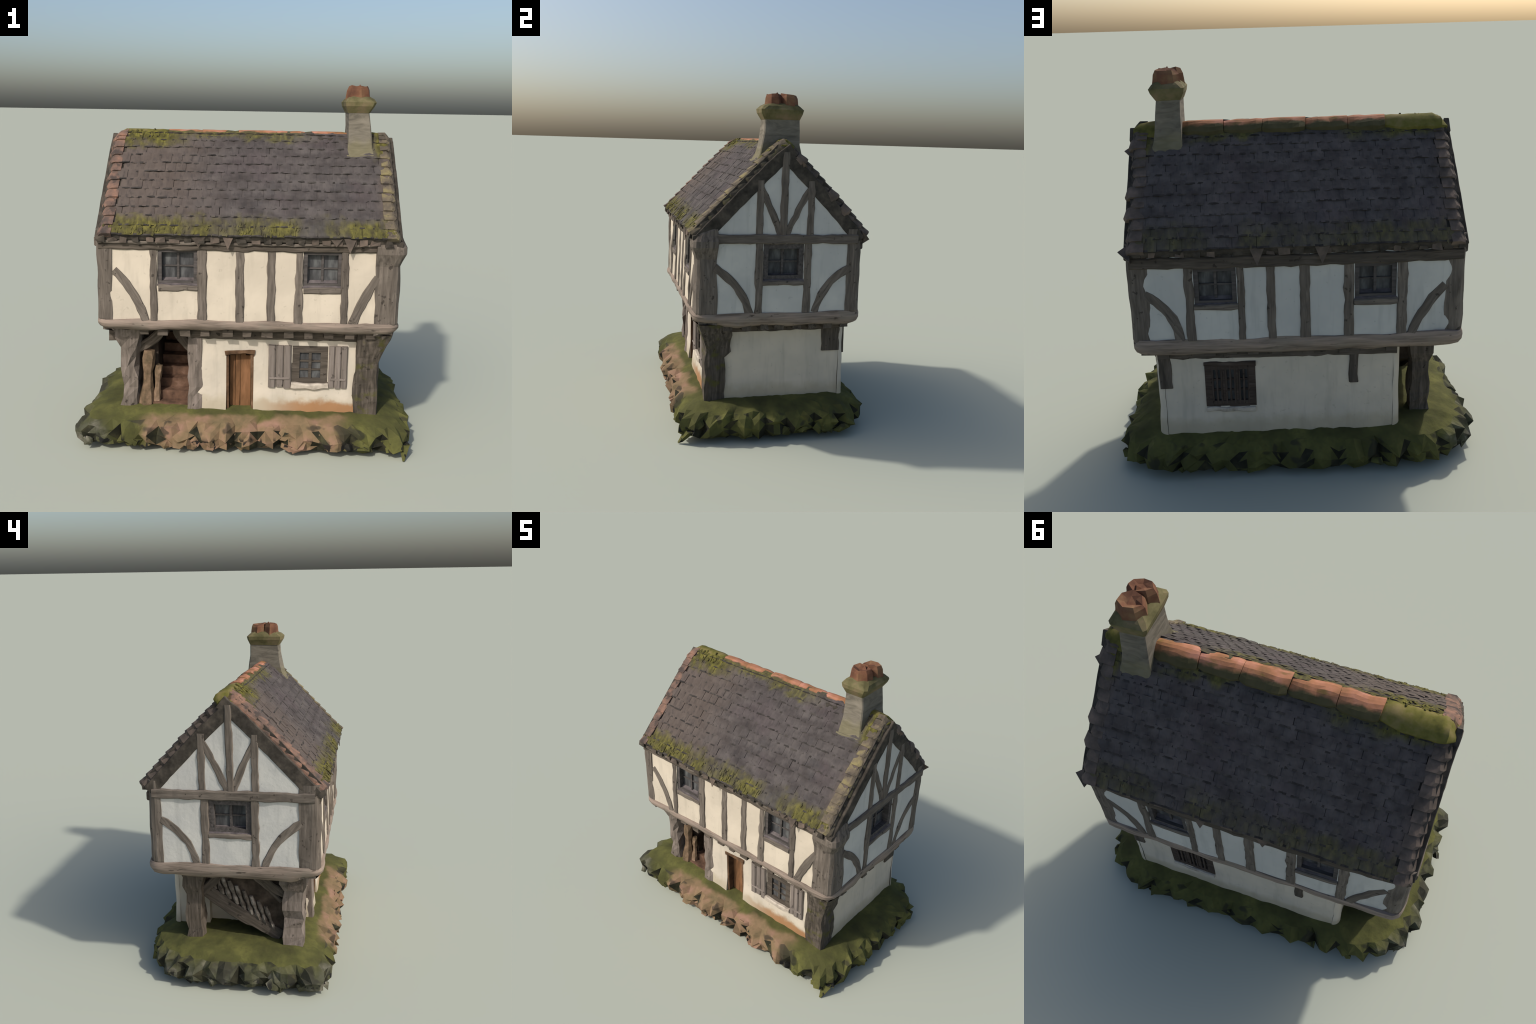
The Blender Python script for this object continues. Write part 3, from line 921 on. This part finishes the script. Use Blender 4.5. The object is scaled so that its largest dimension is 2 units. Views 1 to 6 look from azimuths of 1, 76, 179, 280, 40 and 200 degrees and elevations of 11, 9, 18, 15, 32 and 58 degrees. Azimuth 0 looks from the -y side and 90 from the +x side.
def build_roof(root):
    # deck: solid prism a little below the tile tops
    sections = []
    xs = [-0.782 + 1.564 * i / 24 for i in range(25)]
    for x in xs:
        ring = []
        for side in (-1, 1):
            ts = [0.0, 0.1, 0.2, 0.4, 0.6, 0.8, 0.985]
            pts = [roof_point(side, t, x) for t in ts]
            ring.append([clip_hip(Vector((x, y, z - (0.005 if t < 0.15 else 0.014)))) for t, (y, z) in zip(ts, pts)])
        f, b = ring
        low = [Vector((x, b[-1].y - 0.012, b[-1].z - 0.030)), Vector((x, 0.44, 1.14)), Vector((x, RIDGE_Y, RIDGE_Z - 0.16)), Vector((x, -0.45, 1.15)), Vector((x, f[-1].y + 0.012, f[-1].z - 0.030))]
        sections.append(list(reversed(f[1:])) + b + low)
    s = Soup()
    s.loft(sections)
    roof = add("roof", s.mesh("roof"), M["barge"], root)

    # tile shapes: slot 0 is the upper face, slot 1 the darker strip along the lower edge and the ends
    TW, TL, TH = 0.0575, 0.076, 0.017
    def tile_mesh(i):
        r = random.Random(100 + i)
        nx, ny = 3, 4
        vs, fs, mi = [], [], []
        cut = r.uniform(-0.0015, 0.0015)
        for k in (1, 0):
            for a in range(nx + 1):
                for b in range(ny + 1):
                    u = -TW / 2 + (TW + 0.001) * a / nx
                    v = -TL * (0.0, 0.33, 0.62, 0.88, 1.0)[b]
                    if b >= ny - 1:
                        v += cut + r.uniform(-0.002, 0.002)
                    w = TH * k * (0.6 + 0.4 * b / ny) + 0.0022 * math.cos((a / nx - 0.5) * math.pi * 1.6) * k + r.uniform(-0.001, 0.001)
                    vs.append((u + r.uniform(-0.0008, 0.0008), v, w))
        st = (nx + 1) * (ny + 1)
        idx = lambda k, a, b: k * st + a * (ny + 1) + b
        def face(f, m):
            fs.append(f)
            mi.append(m)
        for a in range(nx):
            for b in range(ny):
                face((idx(0, a, b), idx(0, a + 1, b), idx(0, a + 1, b + 1), idx(0, a, b + 1)), 1 if b == ny - 1 and r.random() < 0.8 else 0)
                face((idx(1, a, b), idx(1, a, b + 1), idx(1, a + 1, b + 1), idx(1, a + 1, b)), 0)
        for a in range(nx):
            face((idx(0, a, ny), idx(0, a + 1, ny), idx(1, a + 1, ny), idx(1, a, ny)), 1)
            face((idx(0, a, 0), idx(1, a, 0), idx(1, a + 1, 0), idx(0, a + 1, 0)), 1)
        for b in range(ny):
            face((idx(0, 0, b), idx(0, 0, b + 1), idx(1, 0, b + 1), idx(1, 0, b)), 0)
            face((idx(0, nx, b), idx(1, nx, b), idx(1, nx, b + 1), idx(0, nx, b + 1)), 0)
        me = bpy.data.meshes.new("roof_tile")
        me.from_pydata(vs, [], fs)
        me.materials.append(M["roof"])
        me.materials.append(M["tile_edge"])
        me.polygons.foreach_set("material_index", mi)
        me.update()
        return me
    shapes = [tile_mesh(i) for i in range(10)]
    rest, rest_mi, named = Soup(), [], 0
    rows = 13
    for side in (-1, 1):
        for r in range(rows):
            t1 = (r + 1) / rows          # lower edge of the course
            half = (r % 2) * TW * 0.5
            for i in range(30):
                x = -0.790 + half + TW * (i + 0.5)
                if x < -0.722 or x > 0.738:
                    continue
                y1, z1 = roof_point(side, t1, x)
                y0, z0 = roof_point(side, t1 - 1 / rows * 1.3, x)
                if 0.535 < x < 0.67 and abs(y1 - 0.01) < 0.09:
                    continue
                if r == 0 and (x < -0.735 or x > 0.75):
                    continue
                down = Vector((0, y1 - y0, z1 - z0)).normalized()
                X = Vector((1, 0, 0)) if side < 0 else Vector((-1, 0, 0))
                up = -down
                N = X.cross(up).normalized()
                rough = 1.6 if x < -0.35 and side < 0 else 1.0
                org = Vector((x, y1, z1)) + up * (TL - 0.004) - N * 0.0125
                org += N * (RND.uniform(-0.0015, 0.0018) * rough + 0.005 * noise.noise(Vector((x * 3, y1 * 4, side))))
                org.x += RND.uniform(-0.002, 0.002)
                mat4 = Matrix((X, up, N)).transposed().to_4x4()
                if r == 0:
                    org += down * 0.024
                    tilt0 = Matrix.Diagonal((1, 0.66, 1, 1))
                else:
                    tilt0 = Matrix.Identity(4)
                tilt = Matrix.Rotation(RND.uniform(-0.015, 0.015), 4, "Z") @ Matrix.Rotation(0.07 + RND.uniform(-0.02, 0.02) * rough, 4, "X") @ Matrix.Rotation(RND.uniform(-0.03, 0.03) * rough, 4, "Y")
                mat4 = Matrix.Translation(org) @ mat4 @ tilt @ tilt0
                me = shapes[RND.randrange(10)]
                if side < 0 and r > 0 and named < 300:
                    named += 1
                    add("roof_tile", me, None, roof, mat4)
                else:
                    rest.add([mat4 @ v.co for v in me.vertices], [tuple(p.vertices) for p in me.polygons])
                    rest_mi += [p.material_index for p in me.polygons]
    me = bpy.data.meshes.new("more_roof_tiles")
    me.from_pydata([tuple(v) for v in rest.v], [], rest.f)
    me.materials.append(M["roof"])
    me.materials.append(M["tile_edge"])
    me.polygons.foreach_set("material_index", rest_mi)
    me.update()
    add("more_roof_tiles", me, None, roof, kind="stuff")

    # verge: rounded tile ends stacked down each rake, with the dark board below
    for xs_, matf in ((-1, "verge_left"), (1, "verge_right")):
        for side in (-1, 1):
            mat = M[matf] if side < 0 else M["verge_back"]
            for r in range(13):
                t = (r + 0.55) / 13
                if r == 0:
                    t = 0.075
                y, z = roof_point(side, t)
                ya, za = roof_point(side, t + 0.05)
                down = Vector((0, ya - y, za - z)).normalized()
                N = Vector((1, 0, 0)).cross(-down)
                if N.z < 0:
                    N = -N
                jut = RND.uniform(-0.006, 0.006)
                if side > 0 and xs_ > 0 and r in (2, 7, 9):
                    jut = 0.020
                W, L = RND.uniform(0.072, 0.086), 0.066
                xo = xs_ * (0.792 + jut)
                xi = xs_ * (0.792 - W)
                rings = []
                for h, e in ((0.002, -0.030), (-0.008, -0.014), (-0.026, -0.003), (-0.042, 0.0), (-0.060, -0.004)):
                    ring = []
                    for v, sl in ((-L / 2, -0.005), (L * 0.25, 0.002), (L / 2, -0.008)):
                        ring.append((xo + xs_ * (e + sl), v, h))
                    rings.append(ring)
                vs = []
                for ring in rings:
                    for (x, v, h) in ring:
                        p = Vector((x, y, z)) + down * v + N * (h + 0.010 * (v / L - 0.1))
                        vs.append(clip_hip(p + wob(p, 30, 0.004)))
                for v, h in ((-L / 2, -0.004), (L / 2, 0.006), (-L / 2, -0.06), (L / 2, -0.06)):
                    p = Vector((xi, y, z)) + down * v + N * h
                    vs.append(clip_hip(p))
                fs = []
                for a in range(4):
                    for b in range(2):
                        k = a * 3 + b
                        fs.append((k, k + 1, k + 4, k + 3))
                fs += [(0, 1, 2, 16, 15), (12, 17, 18, 14, 13), (0, 15, 17, 12, 9, 6, 3), (2, 5, 8, 11, 14, 18, 16), (15, 16, 18, 17)]
                add("verge_tile", mesh_of("verge_tile", vs, fs), mat, roof)
            # bargeboard
            pts = []
            for i in range(9):
                y, z = roof_point(side, 0.03 + 0.95 * i / 8)
                pts.append((y + side * -0.050, z - 0.056))
            f = right_face if xs_ > 0 else left_face
            beam("bargeboard", f, pts, 0.074, 0.005, M["barge"], roof, wobble=0.003)

    # ragged rafter ends and under-eave tiles
    for side in (-1, 1):
        x = -0.775
        while x < 0.79:
            w = RND.uniform(0.015, 0.026)
            s = Soup()
            y0 = -0.478 if side < 0 else 0.48
            y1 = (-0.512 if side < 0 else 0.520) + RND.uniform(-0.008, 0.006)
            h = RND.uniform(0.020, 0.034)
            s.box((x - w, min(y0, y1), 1.165), (x + w, max(y0, y1), 1.168 + h), 0.006)
            add("rafter_end", s.mesh("rafter_end"), M["barge"] if RND.random() < 0.5 else M["verge_back"], roof)
            x += RND.uniform(0.055, 0.075)
        f = front_face if side < 0 else back_face
        beam("eaves_board", f, [(-0.79, 1.186), (0.79, 1.186)], 0.05, 0.012, M["barge"], roof)

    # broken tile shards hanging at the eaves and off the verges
    s = Soup()
    shards = [(-0.105, -0.523, 1.135, -1), (0.458, -0.513, 1.158, -1), (0.53, -0.520, 1.125, -1), (-0.26, -0.50, 1.14, -1),
              (0.188, 0.538, 1.118, 1), (-0.116, 0.530, 1.115, 1)]
    for x, y, z, side in shards:
        w = RND.uniform(0.025, 0.045)
        yt = -0.508 if side < 0 else 0.520
        a, b, c = Vector((x - w, yt, 1.205)), Vector((x + w * 0.9, yt, 1.20)), Vector((x, y, z))
        o = Vector((0, side * 0.012, 0))
        s.add([a, b, c, a + o, b + o, c + o * 0.3], [(0, 1, 2), (3, 5, 4), (0, 3, 4, 1), (1, 4, 5, 2), (2, 5, 3, 0)])
    for x, y, z in ((0.832, 0.113, 1.601), (0.834, 0.500, 1.195)):
        sx = 1 if x > 0 else -1
        s.add([Vector((x, y, z)), Vector((x - sx * 0.06, y - 0.03, z + 0.035)), Vector((x - sx * 0.06, y + 0.045, z - 0.035)), Vector((x - sx * 0.055, y, z - 0.06))],
              [(0, 1, 2), (0, 2, 3), (0, 3, 1), (1, 3, 2)])
    add("broken_tiles", s.mesh("broken_tiles"), M["verge_back"], roof, kind="stuff")

    # half-round ridge tiles, then the moss that has swallowed both ends
    def ridge_piece(name, x0, x1, mat, lift=0.0, w=0.064, fade=(0, 0), yc=0.029):
        n = max(4, int((x1 - x0) / 0.03))
        rings = []
        for i in range(n + 1):
            t = i / n
            x = x0 + (x1 - x0) * t
            f = 1.0
            if fade[0]:
                f = min(f, math.sqrt(max(0.5 if mat == M["ridge"] else 0.02, min(1, t / fade[0]))))
            if fade[1]:
                f = min(f, math.sqrt(max(0.5 if mat == M["ridge"] else 0.02, min(1, (1 - t) / fade[1]))))
            wid = w * (1.06 - 0.10 * t) * (0.45 + 0.55 * f)
            top = RIDGE_Z + lift + 0.007 * (1 - t) + 0.009 * f
            ring = []
            for a in range(-4, 5):
                q = a / 4
                p = Vector((x, yc + q * wid, top - abs(q) ** 2.0 * wid * 0.76))
                ring.append(clip_hip(p + wob(p, 16, 0.009)))
            ring += [Vector((x, yc + wid * 0.7, top - wid - 0.04)), Vector((x, yc - wid * 0.7, top - wid - 0.04))]
            rings.append(ring)
        s = Soup()
        s.loft(rings)
        add(name, s.mesh(name), mat, roof, smooth=(name != "ridge_tile"))
    cuts = [-0.478, -0.29, -0.075, 0.140, 0.335, 0.545]
    for a, b in zip(cuts, cuts[1:]):
        ridge_piece("ridge_tile", a + 0.003, b + 0.001, M["ridge"], RND.uniform(-0.004, 0.004), RND.uniform(0.060, 0.070), (0.10, 0.10))
    ridge_piece("moss_cushion", -0.790, -0.450, M["moss_cap"], 0.000, 0.075, (0.15, 0.35))
    ridge_piece("moss_cushion", 0.655, 0.790, M["moss_cap"], -0.010, 0.075, (0, 0.4), 0.02)

    # moss tufts growing on the front eave and the ridge corner
    s = Soup()
    ico = bmesh.new()
    bmesh.ops.create_icosphere(ico, subdivisions=1, radius=1)
    iv = [v.co.copy() for v in ico.verts]
    ifc = [tuple(v.index for v in f.verts) for f in ico.faces]
    ico.free()
    count = 0
    while count < 260:
        if RND.random() < 0.78:
            x = RND.uniform(-0.76, 0.77)
            t = RND.uniform(0.89, 1.0)
            if 0.27 < x < 0.42 and RND.random() < 0.9:
                continue
            side = -1 if RND.random() < 0.8 else 1
        else:
            x = RND.triangular(-0.76, -0.42, -0.62)
            t = RND.uniform(0.03, 0.18)
            side = -1 if RND.random() < 0.6 else 1
        y, z = roof_point(side, t, x)
        sz = RND.uniform(0.0035, 0.0085)
        yy, zz = roof_point(side, t + 0.05)
        down = Vector((0, yy - y, zz - z)).normalized()
        N = Vector((1, 0, 0)).cross(-down)
        if N.z < 0:
            N = -N
        for_v = []
        for v in iv:
            p = Vector((x, y, z)) + N * (v.z * sz * 0.7 - 0.001) + Vector((v.x * sz, 0, 0)) + down * (v.y * sz * 2.2)
            for_v.append(p + wob(p, 60, 0.003))
        s.add(for_v, ifc)
        count += 1
    add("moss_tufts", s.mesh("moss_tufts"), M["roof"], roof, smooth=True, kind="stuff")
    return roof


def build_chimney(root):
    def rect(x0, x1, y0, y1, z, c=0.0):
        base = [(x0 + c, y0), (x1 - c, y0), (x1, y0 + c), (x1, y1 - c), (x1 - c, y1), (x0 + c, y1), (x0, y1 - c), (x0, y0 + c)]
        return [Vector((x, y, z)) + wob((x, y, z), 12, 0.006) for x, y in base]
    s = Soup()
    s.loft([rect(0.530, 0.705, -0.160, 0.180, 1.52, 0.008), rect(0.537, 0.696, -0.138, 0.155, 1.602, 0.008), rect(0.541, 0.680, -0.114, 0.136, 1.645, 0.006),
            rect(0.541, 0.673, -0.100, 0.128, 1.70, 0.006), rect(0.542, 0.666, -0.088, 0.124, 1.77, 0.006), rect(0.541, 0.656, -0.080, 0.122, 1.845, 0.006), rect(0.53, 0.66, -0.09, 0.125, 1.87, 0.006)])
    ch = add("chimney", s.mesh("chimney"), M["chimney"], root)
    # loose render at the foot, along the flashing
    s = Soup()
    s.loft([rect(0.516, 0.700, -0.150, -0.120, 1.545, 0.006), rect(0.522, 0.696, -0.148, -0.115, 1.590, 0.006), rect(0.53, 0.688, -0.140, -0.110, 1.612, 0.006)])
    add("flashing", s.mesh("flashing"), M["chimney"], ch)
    s = Soup()
    s.loft([rect(0.538, 0.658, -0.082, 0.123, 1.842, 0.008), rect(0.520, 0.680, -0.104, 0.136, 1.878, 0.012), rect(0.516, 0.690, -0.108, 0.140, 1.900, 0.014), rect(0.528, 0.678, -0.09, 0.125, 1.918, 0.02), rect(0.548, 0.655, -0.06, 0.105, 1.934, 0.02)])
    add("chimney_cap", s.mesh("chimney_cap"), M["cap"], ch)
    for y0, y1, x0, x1, top in ((-0.070, 0.020, 0.538, 0.652, 1.989), (0.014, 0.112, 0.545, 0.662, 1.988)):
        rings = []
        for z, k in ((1.905, 1.16), (1.94, 1.06), (1.967, 1.0), (top, 0.84)):
            cx, cy, hx, hy = (x0 + x1) / 2, (y0 + y1) / 2, (x1 - x0) / 2 * k, (y1 - y0) / 2 * k
            rings.append([Vector((cx + hx * math.cos(a) * 1.12, cy + hy * math.sin(a) * 1.12, z + (RND.uniform(-0.012, 0.008) if z == top else 0))) + wob((cx + a, cy, z), 9, 0.007)
                          for a in [math.radians(22.5 + 51.43 * q) for q in range(7)]])
        # shallow hollow at the mouth
        cx, cy = (x0 + x1) / 2, (y0 + y1) / 2
        rings.append([p.lerp(Vector((cx, cy, p.z)), 0.55) + Vector((0, 0, -0.010)) for p in rings[-1]])
        s = Soup()
        s.loft(rings)
        add("chimney_pot", s.mesh("chimney_pot"), M["pot"], ch)
    # a peak of broken rim sets the full height
    s = Soup()
    s.add([Vector((0.585, -0.03, 1.955)), Vector((0.640, -0.035, 1.960)), Vector((0.60, 0.03, 1.962)), Vector((0.604, -0.004, 2.0))], [(0, 1, 3), (1, 2, 3), (2, 0, 3), (0, 2, 1)])
    add("chimney_pot", s.mesh("chimney_pot"), M["pot"], ch)
    return ch


def base_outline(n):
    """Rounded-rectangle plan of the base, walked anticlockwise from the front left."""
    pts = [(-0.950, -0.565), (0.925, -0.590), (0.953, 0.582), (-0.955, 0.584)]
    rad = (0.10, 0.17, 0.34, 0.44)
    path = []
    P = [Vector((*p, 0)) for p in pts]
    for i, p in enumerate(P):
        a, b = P[i - 1], P[(i + 1) % 4]
        s, e = p + (a - p).normalized() * rad[i], p + (b - p).normalized() * rad[i]
        for j in range(9):
            t = j / 8
            path.append(s * (1 - t) ** 2 + p * 2 * t * (1 - t) + e * t * t)
    path.append(path[0].copy())
    L = [0.0]
    for a, b in zip(path, path[1:]):
        L.append(L[-1] + (b - a).length)
    out, j = [], 0
    for i in range(n):
        d = L[-1] * i / n
        while L[j + 1] < d:
            j += 1
        p = path[j].lerp(path[j + 1], (d - L[j]) / max(1e-9, L[j + 1] - L[j]))
        t = (path[j + 1] - path[j]).normalized()
        out.append((p, Vector((t.y, -t.x, 0))))
    return out


def turf_height(x, y):
    return 0.207 - 0.004 * x + 0.006 * max(0.0, min(1.0, (y - 0.1) / 0.3))


def build_base(root):
    n = 132
    ring = base_outline(n)
    r = random.Random(3)
    # folds of the ragged skirt: runs of 2-4 columns stick out, the column between them is tucked in
    fold, dip = [], []
    while len(fold) < n:
        run = r.choice((2, 3, 3, 4))
        fold += [r.uniform(-0.012, 0.018) for _ in range(run)] + [-r.uniform(0.020, 0.065)]
        dip += [r.uniform(-0.012, 0.012) for _ in range(run)] + [-r.uniform(0.0, 0.03)]
    # rings from the middle of the turf outwards: inset, share of turf height, jitters, how much the folds act
    spec = [(0.45, 1.0, 0.0, 0.002, 0), (0.28, 1.0, 0.006, 0.003, 0), (0.165, 0.97, 0.010, 0.004, 0), (0.118, 0.90, 0.014, 0.006, 0), (0.070, 0.80, 0.016, 0.010, 0.2),
            (0.028, 0.66, 0.018, 0.016, 0.7), (0.012, 0.46, 0.020, 0.016, 0.8), (0.020, 0.28, 0.022, 0.014, 0.8), (0.046, 0.14, 0.020, 0.012, 0.7), (0.080, 0.12, 0.012, 0.008, 0.5), (0.15, 0.20, 0.01, 0.006, 0)]
    rows = []
    for k, (ins, share, jr, jz, fa) in enumerate(spec):
        row = []
        for i, (p, nm) in enumerate(ring):
            j = ins + r.uniform(-jr, jr)
            q = Vector((p.x * (1 - j / 0.945), p.y * (1 - j / 0.58), 0)) + nm * fold[i] * fa
            zz = turf_height(q.x, q.y) * share + r.uniform(-jz, jz) + dip[i] * fa * (1 if k < 8 else -0.4)
            row.append(Vector((q.x, q.y, max(0.010, zz))))
        rows.append(row)
    split = 4
    def band(k0, k1):
        vs = [v for row in rows[k0:k1 + 1] for v in row]
        fs = []
        for k in range(k1 - k0):
            for i in range(n):
                a, b, c, d = k * n + i, k * n + (i + 1) % n, (k + 1) * n + (i + 1) % n, (k + 1) * n + i
                if r.random() < 0.5:
                    fs += [(a, b, c), (a, c, d)]
                else:
                    fs += [(a, b, d), (b, c, d)]
        return vs, fs
    s = Soup()
    vs, fs = band(0, split)
    k = len(vs)
    vs.append(Vector((0, 0, turf_height(0, 0))))
    fs += [(k, (i + 1) % n, i) for i in range(n)]
    s.add(vs, fs)
    base = add("ground_base", s.mesh("ground_base"), M["turf"], root, smooth=True)
    s = Soup()
    vs, fs = band(split, len(rows) - 1)
    k = len(vs)
    vs.append(Vector((0, 0, 0.05)))
    m = (len(rows) - 1 - split) * n
    fs += [(k, m + i, m + (i + 1) % n) for i in range(n)]
    s.add(vs, fs)
    me = bpy.data.meshes.new("ragged_rim")
    me.from_pydata([tuple(v) for v in s.v], [], s.f)
    bm = bmesh.new()
    bm.from_mesh(me)
    bmesh.ops.recalc_face_normals(bm, faces=bm.faces)
    bm.to_mesh(me)
    bm.free()
    me.materials.append(M["rim"])
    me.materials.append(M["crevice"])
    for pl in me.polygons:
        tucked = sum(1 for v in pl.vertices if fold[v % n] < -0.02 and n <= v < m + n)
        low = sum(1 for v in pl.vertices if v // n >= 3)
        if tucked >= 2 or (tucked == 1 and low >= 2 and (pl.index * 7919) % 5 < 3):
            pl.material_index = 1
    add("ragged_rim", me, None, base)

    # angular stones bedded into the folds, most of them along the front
    shapes = []
    for i in range(12):
        rr = random.Random(50 + i)
        bm = bmesh.new()
        for _ in range(9):
            d = Vector((rr.gauss(0, 1), rr.gauss(0, 1), rr.gauss(0, 1))).normalized()
            bm.verts.new(Vector((d.x, d.y * 0.8, d.z * 0.95)) * rr.uniform(0.75, 1.15))
        res = bmesh.ops.convex_hull(bm, input=bm.verts)
        bmesh.ops.delete(bm, geom=[g for g in res["geom_interior"] if isinstance(g, bmesh.types.BMVert)], context="VERTS")
        me = bpy.data.meshes.new("rock")
        bm.to_mesh(me)
        bm.free()
        me.materials.append(M["rim"])
        shapes.append(me)
    for level, count, zc, inset, big in ((0, 70, 0.056, 0.036, 0.042), (1, 60, 0.104, 0.066, 0.038)):
        for i, (p, nm) in enumerate(base_outline(count)):
            front = nm.y < -0.5
            if RND.random() < (0.25 if front else (0.60, 0.75)[level]):
                continue
            sz = big * RND.uniform(0.7, 1.2)
            z = max(zc + RND.uniform(-0.014, 0.014), sz * 0.95 + 0.006)
            q = p - nm * (inset + RND.uniform(-0.012, 0.016)) + Vector((-nm.y, nm.x, 0)) * RND.uniform(-0.018, 0.018)
            rot = Matrix.Rotation(math.atan2(nm.x, -nm.y) + RND.uniform(-0.6, 0.6), 4, "Z") @ Matrix.Rotation(RND.uniform(-0.7, 0.7), 4, "X") @ Matrix.Rotation(RND.uniform(-0.7, 0.7), 4, "Y")
            add("rock", shapes[RND.randrange(12)], None, base, Matrix.Translation((q.x, q.y, z)) @ rot @ Matrix.Diagonal((sz * 1.15, sz, sz * 0.95, 1)))
    # one splinter at the front right corner reaches down to the ground
    s = Soup()
    s.loft([[Vector((0.835, -0.545, 0.075)), Vector((0.895, -0.535, 0.070)), Vector((0.885, -0.50, 0.065)), Vector((0.84, -0.50, 0.07))],
            [Vector((0.850, -0.588, 0.004)), Vector((0.862, -0.586, 0.001)), Vector((0.870, -0.56, 0.012)), Vector((0.85, -0.56, 0.012))]])
    add("splinter", s.mesh("splinter"), M["rim"], base)


def main():
    make_materials()
    root = bpy.data.objects.new("timber_framed_cottage", None)
    bpy.context.scene.collection.objects.link(root)
    root["label"] = "crooked half-timbered cottage with tiled roof on mossy base"
    root["category"] = "house"
    build_base(root)
    build_ground_floor(root)
    build_stairs(root)
    build_upper_storey(root)
    build_roof(root)
    build_chimney(root)


main()
